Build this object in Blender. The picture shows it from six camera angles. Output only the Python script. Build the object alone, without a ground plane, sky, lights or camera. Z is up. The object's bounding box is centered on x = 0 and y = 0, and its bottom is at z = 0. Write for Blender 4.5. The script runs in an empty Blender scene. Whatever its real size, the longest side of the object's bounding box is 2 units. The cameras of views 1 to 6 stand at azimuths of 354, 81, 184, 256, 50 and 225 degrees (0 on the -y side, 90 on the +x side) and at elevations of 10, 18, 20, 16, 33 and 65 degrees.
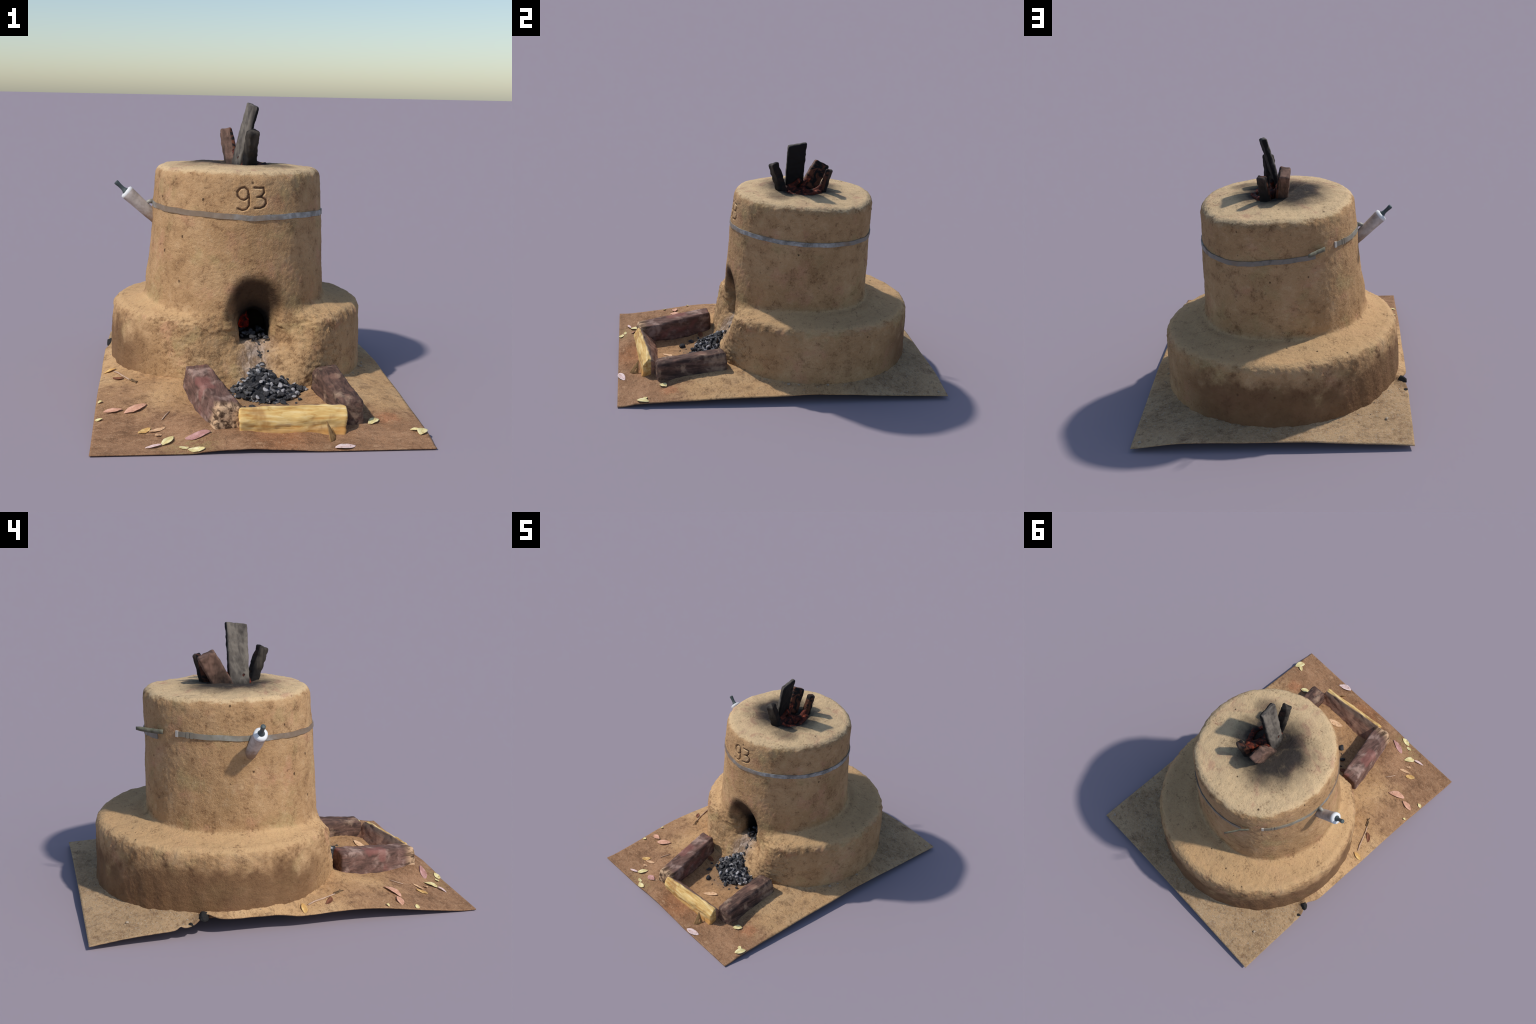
# A mud-built cooking stove standing on a patch of soil: round plinth, tapering tower with a
# fire mouth, metal strap, blast pipe, fire wood, a charcoal heap framed by three logs, dry leaves.
import bpy, math, random
import numpy as np
from mathutils import Vector, Matrix

R = random.Random(93)
NPR = np.random.RandomState(93)

# ------------------------------------------------------------------ small numeric helpers
def sstep(a, b, x):
    t = np.clip((x - a) / (b - a), 0, 1)
    return t * t * (3 - 2 * t)

def smax(a, b, k):
    h = np.clip(0.5 + 0.5 * (a - b) / k, 0, 1)
    return b + (a - b) * h + k * h * (1 - h)

def smin(a, b, k):
    return -smax(-a, -b, k)

_perm = NPR.permutation(256)
_perm = np.concatenate([_perm, _perm, _perm])
_grad = NPR.normal(size=(256, 3))
_grad /= np.linalg.norm(_grad, axis=1)[:, None]

def perlin(p):
    pi = np.floor(p).astype(int)
    pf = p - pi
    pi &= 255
    w = pf * pf * pf * (pf * (pf * 6 - 15) + 10)
    out = 0
    for i in (0, 1):
        for j in (0, 1):
            for k in (0, 1):
                h = _perm[_perm[_perm[pi[:, 0] + i] + pi[:, 1] + j] + pi[:, 2] + k]
                d = (_grad[h] * (pf - np.array([i, j, k]))).sum(1)
                ww = (w[:, 0] if i else 1 - w[:, 0]) * (w[:, 1] if j else 1 - w[:, 1]) * (w[:, 2] if k else 1 - w[:, 2])
                out = out + d * ww
    return out

def fbm(p, scale, octaves=3, seed=0, stretch=(1, 1, 1)):
    p = np.asarray(p, float) * np.array(stretch) * scale + seed * 17.31 + 100
    a, s = 1.0, 0
    for _ in range(octaves):
        s = s + a * perlin(p)
        p = p * 2.03 + 5.7
        a *= 0.5
    return s

def interp(x, pts):
    xs, ys = zip(*pts)
    return np.interp(x, xs, ys)

# ------------------------------------------------------------------ soil relief: thin plate spline
SOIL = [  # x, y, height of the soil
 (.735,-1,0),(.735,-.88,.022),(.735,-.73,.029),(.735,-.55,.034),(.735,-.37,.042),(.735,-.18,.046),(.735,0,.05),
 (.735,.185,.056),(.735,.31,.05),(.735,.5,.042),(.735,.76,.032),(.735,1,.023),
 (-.735,-1,0),(-.58,-1,.001),(-.41,-1,.002),(-.27,-1,.01),(-.12,-1,.019),(.03,-1,.017),(.16,-1,.01),(.32,-1,.002),(.49,-1,.005),(.6,-1,.006),
 (.62,1,.036),(.5,1,.05),(.33,1,.053),(.16,1,.05),(-.13,1,.051),(-.3,1,.045),(-.47,1,.037),
 (-.735,1,.023),(-.735,.82,.045),(-.735,.69,.054),(-.735,.6,.058),(-.735,.49,.074),(-.735,.37,.094),(-.735,.26,.086),(-.735,.14,.087),
 (-.735,-.03,.07),(-.735,-.21,.075),(-.735,-.4,.074),(-.735,-.52,.062),(-.735,-.71,.034),(-.735,-.84,.017),
 (.56,-.11,.068),(.66,.14,.068),(.65,.4,.066),(.49,.74,.062),(.17,.92,.067),(-.18,.93,.066),(-.53,.75,.076),(-.65,.60,.084),
 (-.7,.41,.100),(-.71,.25,.104),(-.69,.07,.106),(-.64,-.1,.096),(-.49,-.29,.108),(-.37,-.38,.120),
 (-.34,-.42,.105),(-.25,-.88,.066),(-.06,-.72,.046),(-.12,-.38,.085),(-.13,-.5,.06),(-.10,-.62,.05),(.06,-.5,.055),(.23,-.47,.058),(.22,-.68,.078),(.08,-.7,.05),(.30,-.56,.074),
 (.48,-.75,.03),(.44,-.33,.086),(.39,-.9,.012),(.15,-.93,.034),(-.08,-.93,.050),(-.08,-.90,.058),(.1,-.895,.036),(.28,-.885,.020),(-.17,-.905,.054),(-.55,-.6,.065),(-.65,-.6,.057),
 (-.28,-.895,.038),(-.51,-.793,.028),(-.41,-.887,.018),(-.45,-.793,.033),(.52,-.73,.024),(.59,-.69,.04),(.35,-.979,.007),
 (0,.2,.08),(-.3,.3,.09),(.3,.3,.085)]
_sp = np.array(SOIL)
def _tpsk(r2):
    return np.where(r2 > 1e-12, r2 * np.log(np.maximum(r2, 1e-12)), 0)
def _fit():
    n = len(_sp)
    d2 = ((_sp[:, None, :2] - _sp[None, :, :2]) ** 2).sum(2)
    A = np.zeros((n + 3, n + 3))
    A[:n, :n] = _tpsk(d2) + np.eye(n) * 2e-3
    A[:n, n] = 1; A[:n, n + 1:] = _sp[:, :2]; A[n, :n] = 1; A[n + 1:, :n] = _sp[:, :2].T
    return np.linalg.solve(A, np.concatenate([_sp[:, 2], [0, 0, 0]]))
_w = _fit()
def soil_smooth(x, y):
    x = np.atleast_1d(np.asarray(x, float)); y = np.atleast_1d(np.asarray(y, float))
    d2 = (x[:, None] - _sp[None, :, 0]) ** 2 + (y[:, None] - _sp[None, :, 1]) ** 2
    n = len(_sp)
    return _tpsk(d2) @ _w[:n] + _w[n] + x * _w[n + 1] + y * _w[n + 2]

def soil(x, y):
    x = np.atleast_1d(np.asarray(x, float)); y = np.atleast_1d(np.asarray(y, float))
    z = soil_smooth(x, y)
    p = np.stack([x, y, 0 * x], 1)
    edge = np.minimum(.735 - np.abs(x), 1.0 - np.abs(y))
    calm = sstep(0, .06, edge)
    z = z + fbm(p, 9, 2, 3) * .006 * calm + fbm(p, 45, 3, 4) * .0035 * (.35 + .65 * calm)
    # crumbs of clay gathered along the foot of the plinth
    d = plinth_plan(x, y)
    z = z + .005 * np.exp(-np.maximum(d, 0) / .02) * (1 + 1.6 * fbm(p, 30, 2, 6))
    return np.maximum(z, .0068)

# ------------------------------------------------------------------ clay body as a distance field
def plinth_plan(x, y):
    cx, cy = -.030, .238
    r = np.sqrt(((x - cx) / .662) ** 2 + ((y - cy) / .650) ** 2)
    d = (r - 1) * .656
    return smax(d, (facade_y(x, .1) - y) * .9, .03)

def facade_y(x, z):
    u = np.clip((x + .36) / .79, 0, 1)
    # the front is scooped out in the middle, most of all at the sill of the mouth
    dip = np.exp(-((x - .046) / .155) ** 2) * np.interp(z, [.09, .14, .19, .28, .38, .47], [-.012, .010, .042, .090, .076, .042])
    top = -.306 + u * .034
    foot = -.374 + u * .018
    t = np.clip((.42 - z) / .32, -.1, 1.1)
    return top + (foot - top) * t + dip

def tower_sdf(x, y, z):
    zz = [(.4, 0), (.45, 0), (.65, 1), (.9, 2), (1.08, 3)]
    cx = interp(z, [(.40, -.047), (.45, -.046), (.65, -.042), (.9, -.038), (1.08, -.036)])
    cy = interp(z, [(.40, .146), (.45, .147), (.65, .155), (.9, .162), (1.08, .174)])
    rx = interp(z, [(.40, .464), (.45, .461), (.65, .447), (.9, .436), (1.08, .424)])
    ry = interp(z, [(.40, .461), (.45, .459), (.65, .452), (.9, .445), (1.08, .438)])
    dx, dy = (x - cx) / rx, (y - cy) / ry
    q = np.sqrt(dx * dx + dy * dy) + 1e-6
    rad = (q - 1) * .44
    # a belly on the left flank
    # the rear flanks bulge a little
    ang = np.degrees(np.arctan2(y - .165, x + .038))
    rad = rad - .011 * np.exp(-((ang - 54) / 20) ** 2 / 2) - .023 * np.exp(-((ang - 123) / 20) ** 2 / 2)
    rad = rad - .012 * np.exp(-((z - .55) / .09) ** 2) * np.exp(-((y - .15) / .22) ** 2) * (x < 0)
    r0 = np.sqrt((x - .0) ** 2 + (y - .15) ** 2)
    r1 = np.sqrt((x + .07) ** 2 + (y - .11) ** 2)
    top = 1.112 + .016 * sstep(.40, .18, r0) - .018 * np.exp(-((x - .32) ** 2 + (y - .42) ** 2) / .06) - .014 * sstep(.12, .05, r0) - .030 * np.exp(-((x + .07) ** 2 + (y - .085) ** 2) / .004) - .022 * np.exp(-((x - .03) ** 2 + (y - .18) ** 2) / .006) + .014 * np.exp(-((x + .25) ** 2 + (y - .10) ** 2) / .03) + .008 * np.exp(-((x + .18) ** 2 + (y + .14) ** 2) / .02)
    tp = z - top
    e = .045
    a, b = rad + e, tp + e
    d = np.sqrt(np.maximum(a, 0) ** 2 + np.maximum(b, 0) ** 2) + np.minimum(np.maximum(a, b), 0) - e
    clip = facade_y(x, .42) - .022 - sstep(.40, .54, z) * .16
    d = smax(d, clip - y, .03)
    return np.maximum(d, .36 - z)

def plinth_sdf(x, y, z):
    cx, cy = -.030, .238
    rx = interp(z, [(.05, .666), (.15, .661), (.3, .657), (.42, .652)])
    ry = rx - .012
    q = np.sqrt(((x - cx) / rx) ** 2 + ((y - cy) / ry) ** 2)
    rad = (q - 1) * .655
    ang = np.degrees(np.arctan2(y - cy, x - cx))
    rad = rad - .013 * np.exp(-((ang - 46) / 32) ** 2 / 2) * (.15 + .85 * sstep(.10, .32, z))
    rad = smax(rad, (facade_y(x, z) - y) * .95, .025)
    top = .418 + .045 * sstep(.63, .44, q * .655) - .022 * sstep(.05, .40, y) * sstep(.62, .50, q * .655) + .004 * np.exp(-((ang - 36) / 24) ** 2 / 2)
    # the front shoulders slope down towards the scooped face
    top = top - sstep(-.06, -.27, y) * np.interp(x, [-.2, .05, .2], [.012, .010, .012])
    top = top + .016 * np.exp(-((x + .03) ** 2 + (y + .35) ** 2) / .06)
    tp = z - top
    e = .05
    a, b = rad + e, tp + e
    return np.sqrt(np.maximum(a, 0) ** 2 + np.maximum(b, 0) ** 2) + np.minimum(np.maximum(a, b), 0) - e

def mouth_sdf(x, y, z):
    w = interp(y, [(-.34, .160), (-.29, .148), (-.24, .128), (-.20, .092), (-.16, .080), (.1, .076)])
    zt = interp(y, [(-.34, .622), (-.30, .610), (-.26, .572), (-.22, .512), (-.18, .448), (-.12, .42), (.1, .405)])
    zb = interp(y, [(-.25, .276), (-.2, .283), (.1, .29)])
    w = w - sstep(.46, .30, z) * np.maximum(w - .076, 0)
    cx = .024
    zs = zt - 1.6 * w
    dx = np.abs(x - cx)
    up = np.maximum(z - zs, 0) / 1.6
    d = np.sqrt(dx * dx + up * up) - w
    d = np.maximum(d, zb - z)
    return np.maximum(d * .85, y - .06)

def body_sdf(p):
    x, y, z = p[..., 0], p[..., 1], p[..., 2]
    t, b, m = tower_sdf(x, y, z), plinth_sdf(x, y, z), mouth_sdf(x, y, z)
    d = smin(t, b, .032)
    d = smax(d, -m, .03)
    # the foot follows the lie of the soil and stays hidden in it
    return np.maximum(d, .053 - .035 * x - .022 * sstep(.5, .8, y) - z)

def surface_nets(f, lo, hi, h, steps=3):
    """Polygonise f = 0 on a regular grid, then pull the vertices onto the surface."""
    n = [int(math.ceil((hi[i] - lo[i]) / h)) + 1 for i in range(3)]
    xs = lo[0] + np.arange(n[0]) * h; ys = lo[1] + np.arange(n[1]) * h; zs = lo[2] + np.arange(n[2]) * h
    F = np.empty(n, np.float32)
    for a in range(0, n[0], 16):
        g = np.stack(np.meshgrid(xs[a:a + 16], ys, zs, indexing='ij'), -1)
        F[a:a + 16] = f(g)
    ins = F < 0
    cnt = np.zeros([k - 1 for k in n], np.int8)
    for i in (0, 1):
        for j in (0, 1):
            for k in (0, 1):
                cnt += ins[i:n[0] - 1 + i, j:n[1] - 1 + j, k:n[2] - 1 + k]
    cells = np.argwhere((cnt > 0) & (cnt < 8))
    idx = -np.ones(cnt.shape, np.int32)
    idx[tuple(cells.T)] = np.arange(len(cells))
    acc = np.zeros((len(cells), 3)); num = np.zeros(len(cells))
    cor = [(i, j, k) for i in (0, 1) for j in (0, 1) for k in (0, 1)]
    for c in cor:
        for ax in range(3):
            if c[ax]: continue
            e = list(c); e[ax] = 1
            fa = F[tuple((cells + c).T)]; fb = F[tuple((cells + e).T)]
            cr = (fa < 0) != (fb < 0)
            t = np.where(cr, fa / np.where(cr, fa - fb, 1), 0)
            pt = np.repeat(np.array([c], float), len(cells), 0); pt[:, ax] += t
            acc += pt * cr[:, None]; num += cr
    V = (cells + acc / num[:, None]) * h + np.array(lo)
    faces = []
    for ax in range(3):
        u, v = [(1, 2), (2, 0), (0, 1)][ax]
        s0 = [slice(1, k - 1) for k in n]; s0[ax] = slice(0, n[ax] - 1)
        s1 = list(s0); s1[ax] = slice(1, n[ax])
        A, B = ins[tuple(s0)], ins[tuple(s1)]
        e = np.argwhere(A != B); off = np.array([1, 1, 1]); off[ax] = 0
        flip = A[tuple(e.T)]
        e = e + off
        q = []
        for du, dv in ((-1, -1), (0, -1), (0, 0), (-1, 0)):
            c = e.copy(); c[:, u] += du; c[:, v] += dv
            q.append(idx[tuple(c.T)])
        q = np.stack(q, 1)
        q[~flip] = q[~flip][:, ::-1]
        faces.append(q)
    Q = np.concatenate(faces)
    Q = Q[(Q >= 0).all(1)]
    for _ in range(steps):
        f0 = f(V); G = gradient(f, V)
        st = f0 / np.maximum((G * G).sum(1), .2)
        V = V - np.clip(st, -h * .6, h * .6)[:, None] * G
    return V, Q

def gradient(f, V, e=1e-3):
    G = np.zeros_like(V)
    for a in range(3):
        o = np.zeros(3); o[a] = e
        G[:, a] = (f(V + o) - f(V - o)) / (2 * e)
    return G

# ------------------------------------------------------------------ scene objects
def link(ob, parent=None):
    bpy.context.scene.collection.objects.link(ob)
    if parent is not None: ob.parent = parent
    return ob

def empty(name, label, category, loc=(0, 0, 0)):
    e = bpy.data.objects.new(name, None); link(e); e.location = loc
    e["label"] = label; e["category"] = category
    return e

def mesh_from(name, V, F, mat=None, smooth=True):
    me = bpy.data.meshes.new(name)
    V = np.asarray(V, np.float32); 
    if isinstance(F, np.ndarray):
        k = F.shape[1]
        me.vertices.add(len(V)); me.vertices.foreach_set("co", V.ravel())
        me.loops.add(F.size); me.loops.foreach_set("vertex_index", F.ravel().astype(np.int32))
        me.polygons.add(len(F)); me.polygons.foreach_set("loop_start", np.arange(0, F.size, k, dtype=np.int32))
        me.update(calc_edges=True); me.validate()
    else:
        me.from_pydata([tuple(map(float, v)) for v in V], [], F)
    if smooth: me.polygons.foreach_set("use_smooth", [True] * len(me.polygons))
    if mat: me.materials.append(mat)
    me.update()
    return me

def thing(name, V, F, mat, parent=None, label=None, category=None, smooth=True):
    ob = bpy.data.objects.new(name, mesh_from(name, V, F, mat, smooth)); link(ob, parent)
    if label: ob["label"] = label; ob["category"] = category
    return ob

# ------------------------------------------------------------------ materials
def lin(c):
    out = []
    for v in c:
        v /= 255.0
        out.append(v / 12.92 if v <= .04045 else ((v + .055) / 1.055) ** 2.4)
    return (*out, 1)

class Mat:
    def __init__(self, name, rough=.9):
        self.m = bpy.data.materials.new(name); self.m.use_nodes = True
        self.t = self.m.node_tree; self.n = self.t.nodes
        self.b = self.n["Principled BSDF"]
        self.b.inputs["Roughness"].default_value = rough
        self.b.inputs["Specular IOR Level"].default_value = .25
        tc = self.n.new("ShaderNodeTexCoord"); self.co = tc.outputs["Object"]
        s = self.n.new("ShaderNodeSeparateXYZ"); self.t.links.new(self.co, s.inputs[0])
        self.x, self.y, self.z = s.outputs
        self.bump_h = None
    def put(self, sock, v):
        if hasattr(v, "is_output"): self.t.links.new(v, sock)
        else: sock.default_value = v
    def math(self, op, a, b=0.0, c=0.0):
        n = self.n.new("ShaderNodeMath"); n.operation = op
        for i, v in enumerate((a, b, c)): self.put(n.inputs[i], v)
        return n.outputs[0]
    def mul(self, a, b): return self.math('MULTIPLY', a, b)
    def add(self, a, b): return self.math('ADD', a, b)
    def sub(self, a, b): return self.math('SUBTRACT', a, b)
    def step(self, v, a, b, lo=0.0, hi=1.0):
        n = self.n.new("ShaderNodeMapRange"); n.interpolation_type = 'SMOOTHSTEP'
        inv = a > b
        if inv: a, b, lo, hi = b, a, hi, lo
        self.put(n.inputs[0], v); n.inputs[1].default_value = a; n.inputs[2].default_value = b
        n.inputs[3].default_value = lo; n.inputs[4].default_value = hi
        return n.outputs[0]
    def scaled(self, s, rot=(0, 0, 0)):
        n = self.n.new("ShaderNodeMapping"); self.t.links.new(self.co, n.inputs[0])
        n.inputs["Scale"].default_value = s; n.inputs["Rotation"].default_value = rot
        return n.outputs[0]
    def noise(self, scale, detail=3, rough=.55, dist=0.0, stretch=None, off=None, rot=(0, 0, 0)):
        n = self.n.new("ShaderNodeTexNoise"); n.inputs["Scale"].default_value = scale
        n.inputs["Detail"].default_value = detail; n.inputs["Roughness"].default_value = rough
        n.inputs["Distortion"].default_value = dist
        v = self.scaled(stretch or (1, 1, 1), rot)
        if off is not None:
            a = self.n.new("ShaderNodeVectorMath"); a.operation = 'ADD'
            self.t.links.new(v, a.inputs[0]); a.inputs[1].default_value = (off, off * .7, -off); v = a.outputs[0]
        self.t.links.new(v, n.inputs["Vector"])
        return n.outputs[0]
    def voronoi(self, scale, feature='F1', stretch=None, rnd=1.0, color=False):
        n = self.n.new("ShaderNodeTexVoronoi"); n.feature = feature; n.inputs["Scale"].default_value = scale
        n.inputs["Randomness"].default_value = rnd
        self.t.links.new(self.scaled(stretch or (1, 1, 1)), n.inputs["Vector"])
        return n.outputs["Color"] if color else n.outputs["Distance"]
    def mix(self, f, a, b):
        n = self.n.new("ShaderNodeMix"); n.data_type = 'RGBA'; n.clamp_factor = True
        self.put(n.inputs[0], f); self.put(n.inputs[6], a); self.put(n.inputs[7], b)
        return n.outputs[2]
    def value(self, col, v):
        n = self.n.new("ShaderNodeHueSaturation"); self.put(n.inputs["Color"], col); self.put(n.inputs["Value"], v)
        return n.outputs[0]
    def rand(self):
        n = self.n.new("ShaderNodeObjectInfo"); return n.outputs["Random"]
    def ramp(self, f, stops):
        n = self.n.new("ShaderNodeValToRGB"); e = n.color_ramp.elements
        while len(e) < len(stops): e.new(.5)
        for i, (p, c) in enumerate(stops): e[i].position = p; e[i].color = c
        self.put(n.inputs[0], f); return n.outputs[0]
    def dist2(self, cx, cy, sx=1.0, sy=1.0):
        a = self.mul(self.sub(self.x, cx), sx); b = self.mul(self.sub(self.y, cy), sy)
        return self.math('SQRT', self.add(self.mul(a, a), self.mul(b, b)))
    def band(self, v, lo, hi, soft):
        return self.mul(self.step(v, lo - soft, lo + soft), self.step(v, hi + soft, hi - soft))
    def done(self, col, bump=None, strength=.4, distance=.004):
        self.put(self.b.inputs["Base Color"], col)
        if bump is not None:
            n = self.n.new("ShaderNodeBump"); n.inputs["Strength"].default_value = strength
            n.inputs["Distance"].default_value = distance
            self.put(n.inputs["Height"], bump); self.t.links.new(n.outputs[0], self.b.inputs["Normal"])
        return self.m

def clay_material():
    m = Mat("sun_dried_clay", .95)
    big = m.noise(3.2, 3, .6, .4); mid = m.noise(14, 4, .65); fine = m.noise(75, 4, .7); speck = m.noise(210, 2, .6)
    blot = m.noise(40, 5, .8, .6, (1, 1, 1.5), off=9.0)
    col = m.ramp(big, [(.30, lin((164, 128, 88))), (.5, lin((182, 144, 102))), (.72, lin((194, 158, 116)))])
    rosy = m.step(m.noise(6.5, 3, .6, off=3.1), .54, .70)
    col = m.mix(m.mul(rosy, .55), col, lin((190, 140, 108)))
    olive = m.step(m.noise(5.5, 3, .6, off=7.7), .53, .70)
    col = m.mix(m.mul(olive, .55), col, lin((168, 146, 100)))
    col = m.mix(m.step(mid, .52, .30, 0, .45), col, lin((132, 96, 64)))
    col = m.mix(m.step(mid, .54, .75, 0, .35), col, lin((212, 180, 140)))
    patchy = m.step(m.noise(2.4, 3, .6, .8, off=12.0), .42, .60, .25, 1.0)
    col = m.mix(m.mul(patchy, m.step(blot, .50, .34, 0, .36)), col, lin((124, 90, 60)))
    col = m.mix(m.step(blot, .54, .70, 0, .40), col, lin((208, 174, 134)))
    # dusty pale upper faces: lid of the tower and the ledge of the plinth
    up = m.n.new("ShaderNodeNewGeometry"); sp = m.n.new("ShaderNodeSeparateXYZ"); m.t.links.new(up.outputs["Normal"], sp.inputs[0])
    dust = m.step(m.add(sp.outputs[2], m.mul(m.sub(mid, .5), .5)), .45, .85)
    lid = m.step(m.z, .95, 1.06)
    dustc = m.mix(lid, lin((206, 168, 122)), lin((220, 192, 150)))
    dustc = m.mix(m.mul(lid, m.step(m.noise(5, 4, .6, 1.0, off=4.0), .52, .66)), dustc, lin((196, 158, 128)))
    dustc = m.mix(m.step(blot, .48, .32, 0, .35), dustc, lin((160, 128, 96)))
    col = m.mix(m.mul(dust, .75), col, dustc)
    # crumbly dark pores, more of them on the rough facade
    rough = m.mul(m.step(m.y, -.12, -.26), m.step(m.z, .50, .40))
    pores = m.step(m.add(m.add(fine, m.mul(rough, -.06)), m.mul(m.sub(mid, .5), .6)), .43, .29)
    col = m.mix(m.mul(pores, .50), col, lin((96, 66, 42)))
    col = m.mix(m.step(speck, .60, .74, 0, .35), col, lin((222, 192, 154)))
    col = m.mix(m.step(speck, .40, .28, 0, .40), col, lin((104, 74, 48)))
    # straw stubs and holes
    hole = m.step(m.add(m.voronoi(8.0, stretch=(1, 1, .8)), m.mul(m.sub(fine, .5), .06)), .06, .03)
    col = m.mix(m.mul(hole, .8), col, lin((62, 42, 28)))
    # scan's shading painted brown on the lower plinth, ragged upper border (left, back)
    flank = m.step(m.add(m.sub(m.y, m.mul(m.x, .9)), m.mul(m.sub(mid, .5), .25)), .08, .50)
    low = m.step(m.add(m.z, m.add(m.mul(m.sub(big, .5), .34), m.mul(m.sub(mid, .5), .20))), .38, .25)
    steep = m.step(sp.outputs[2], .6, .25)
    baked_shade = m.mul(m.mul(flank, low), steep)
    col = m.mix(m.mul(baked_shade, .78), col, m.mix(mid, lin((88, 60, 40)), lin((120, 86, 58))))
    # soot on the lid round the fire wood
    warp = m.mul(m.sub(m.noise(9, 3, .6, off=2.0), .5), .13)
    d1 = m.add(m.dist2(.0, .14), warp); d2 = m.add(m.dist2(-.09, .16, .95, .92), warp)
    s1 = m.step(d1, .255, .10)
    s2 = m.step(d2, .30, .12)
    soot = m.math('MAXIMUM', s1, s2)
    d3 = m.add(m.dist2(.13, .0), warp)
    soot = m.math('MAXIMUM', soot, m.mul(m.step(d3, .14, .03), .65))
    soot = m.mul(soot, m.step(m.z, 1.0, 1.05))
    soot = m.mul(soot, m.step(m.noise(14, 4, .6, .8, off=6.0), .22, .5, .82, .97))
    col = m.mix(soot, col, m.mix(mid, lin((24, 22, 24)), lin((56, 52, 51))))
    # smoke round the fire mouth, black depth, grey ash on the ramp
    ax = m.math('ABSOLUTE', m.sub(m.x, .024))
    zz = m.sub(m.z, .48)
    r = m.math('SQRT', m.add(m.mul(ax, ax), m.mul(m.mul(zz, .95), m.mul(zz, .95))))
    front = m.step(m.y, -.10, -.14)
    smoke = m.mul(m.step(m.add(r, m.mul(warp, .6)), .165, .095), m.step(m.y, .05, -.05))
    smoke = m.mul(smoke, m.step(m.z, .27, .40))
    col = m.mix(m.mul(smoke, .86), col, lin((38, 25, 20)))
    ash = m.mul(m.mul(m.step(m.add(ax, m.mul(warp, .9)), .115, .015), m.band(m.z, .08, .30, .03)), m.step(m.y, .0, -.15))
    ashc = m.mix(m.step(m.noise(46, 4, .7, .8, (1, .6, .35)), .35, .65), lin((84, 74, 70)), lin((192, 172, 158)))
    col = m.mix(m.mul(ash, m.step(mid, .3, .6, .40, .85)), col, ashc)
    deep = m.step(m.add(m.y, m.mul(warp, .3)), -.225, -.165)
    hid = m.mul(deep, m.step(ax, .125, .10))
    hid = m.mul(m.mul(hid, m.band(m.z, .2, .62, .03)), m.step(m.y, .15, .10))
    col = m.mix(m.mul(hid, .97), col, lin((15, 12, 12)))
    h = m.add(m.mul(mid, .5), m.add(m.mul(fine, .8), m.sub(m.mul(speck, .35), m.mul(hole, .8))))
    return m.done(col, h, .75, .008)

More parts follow.
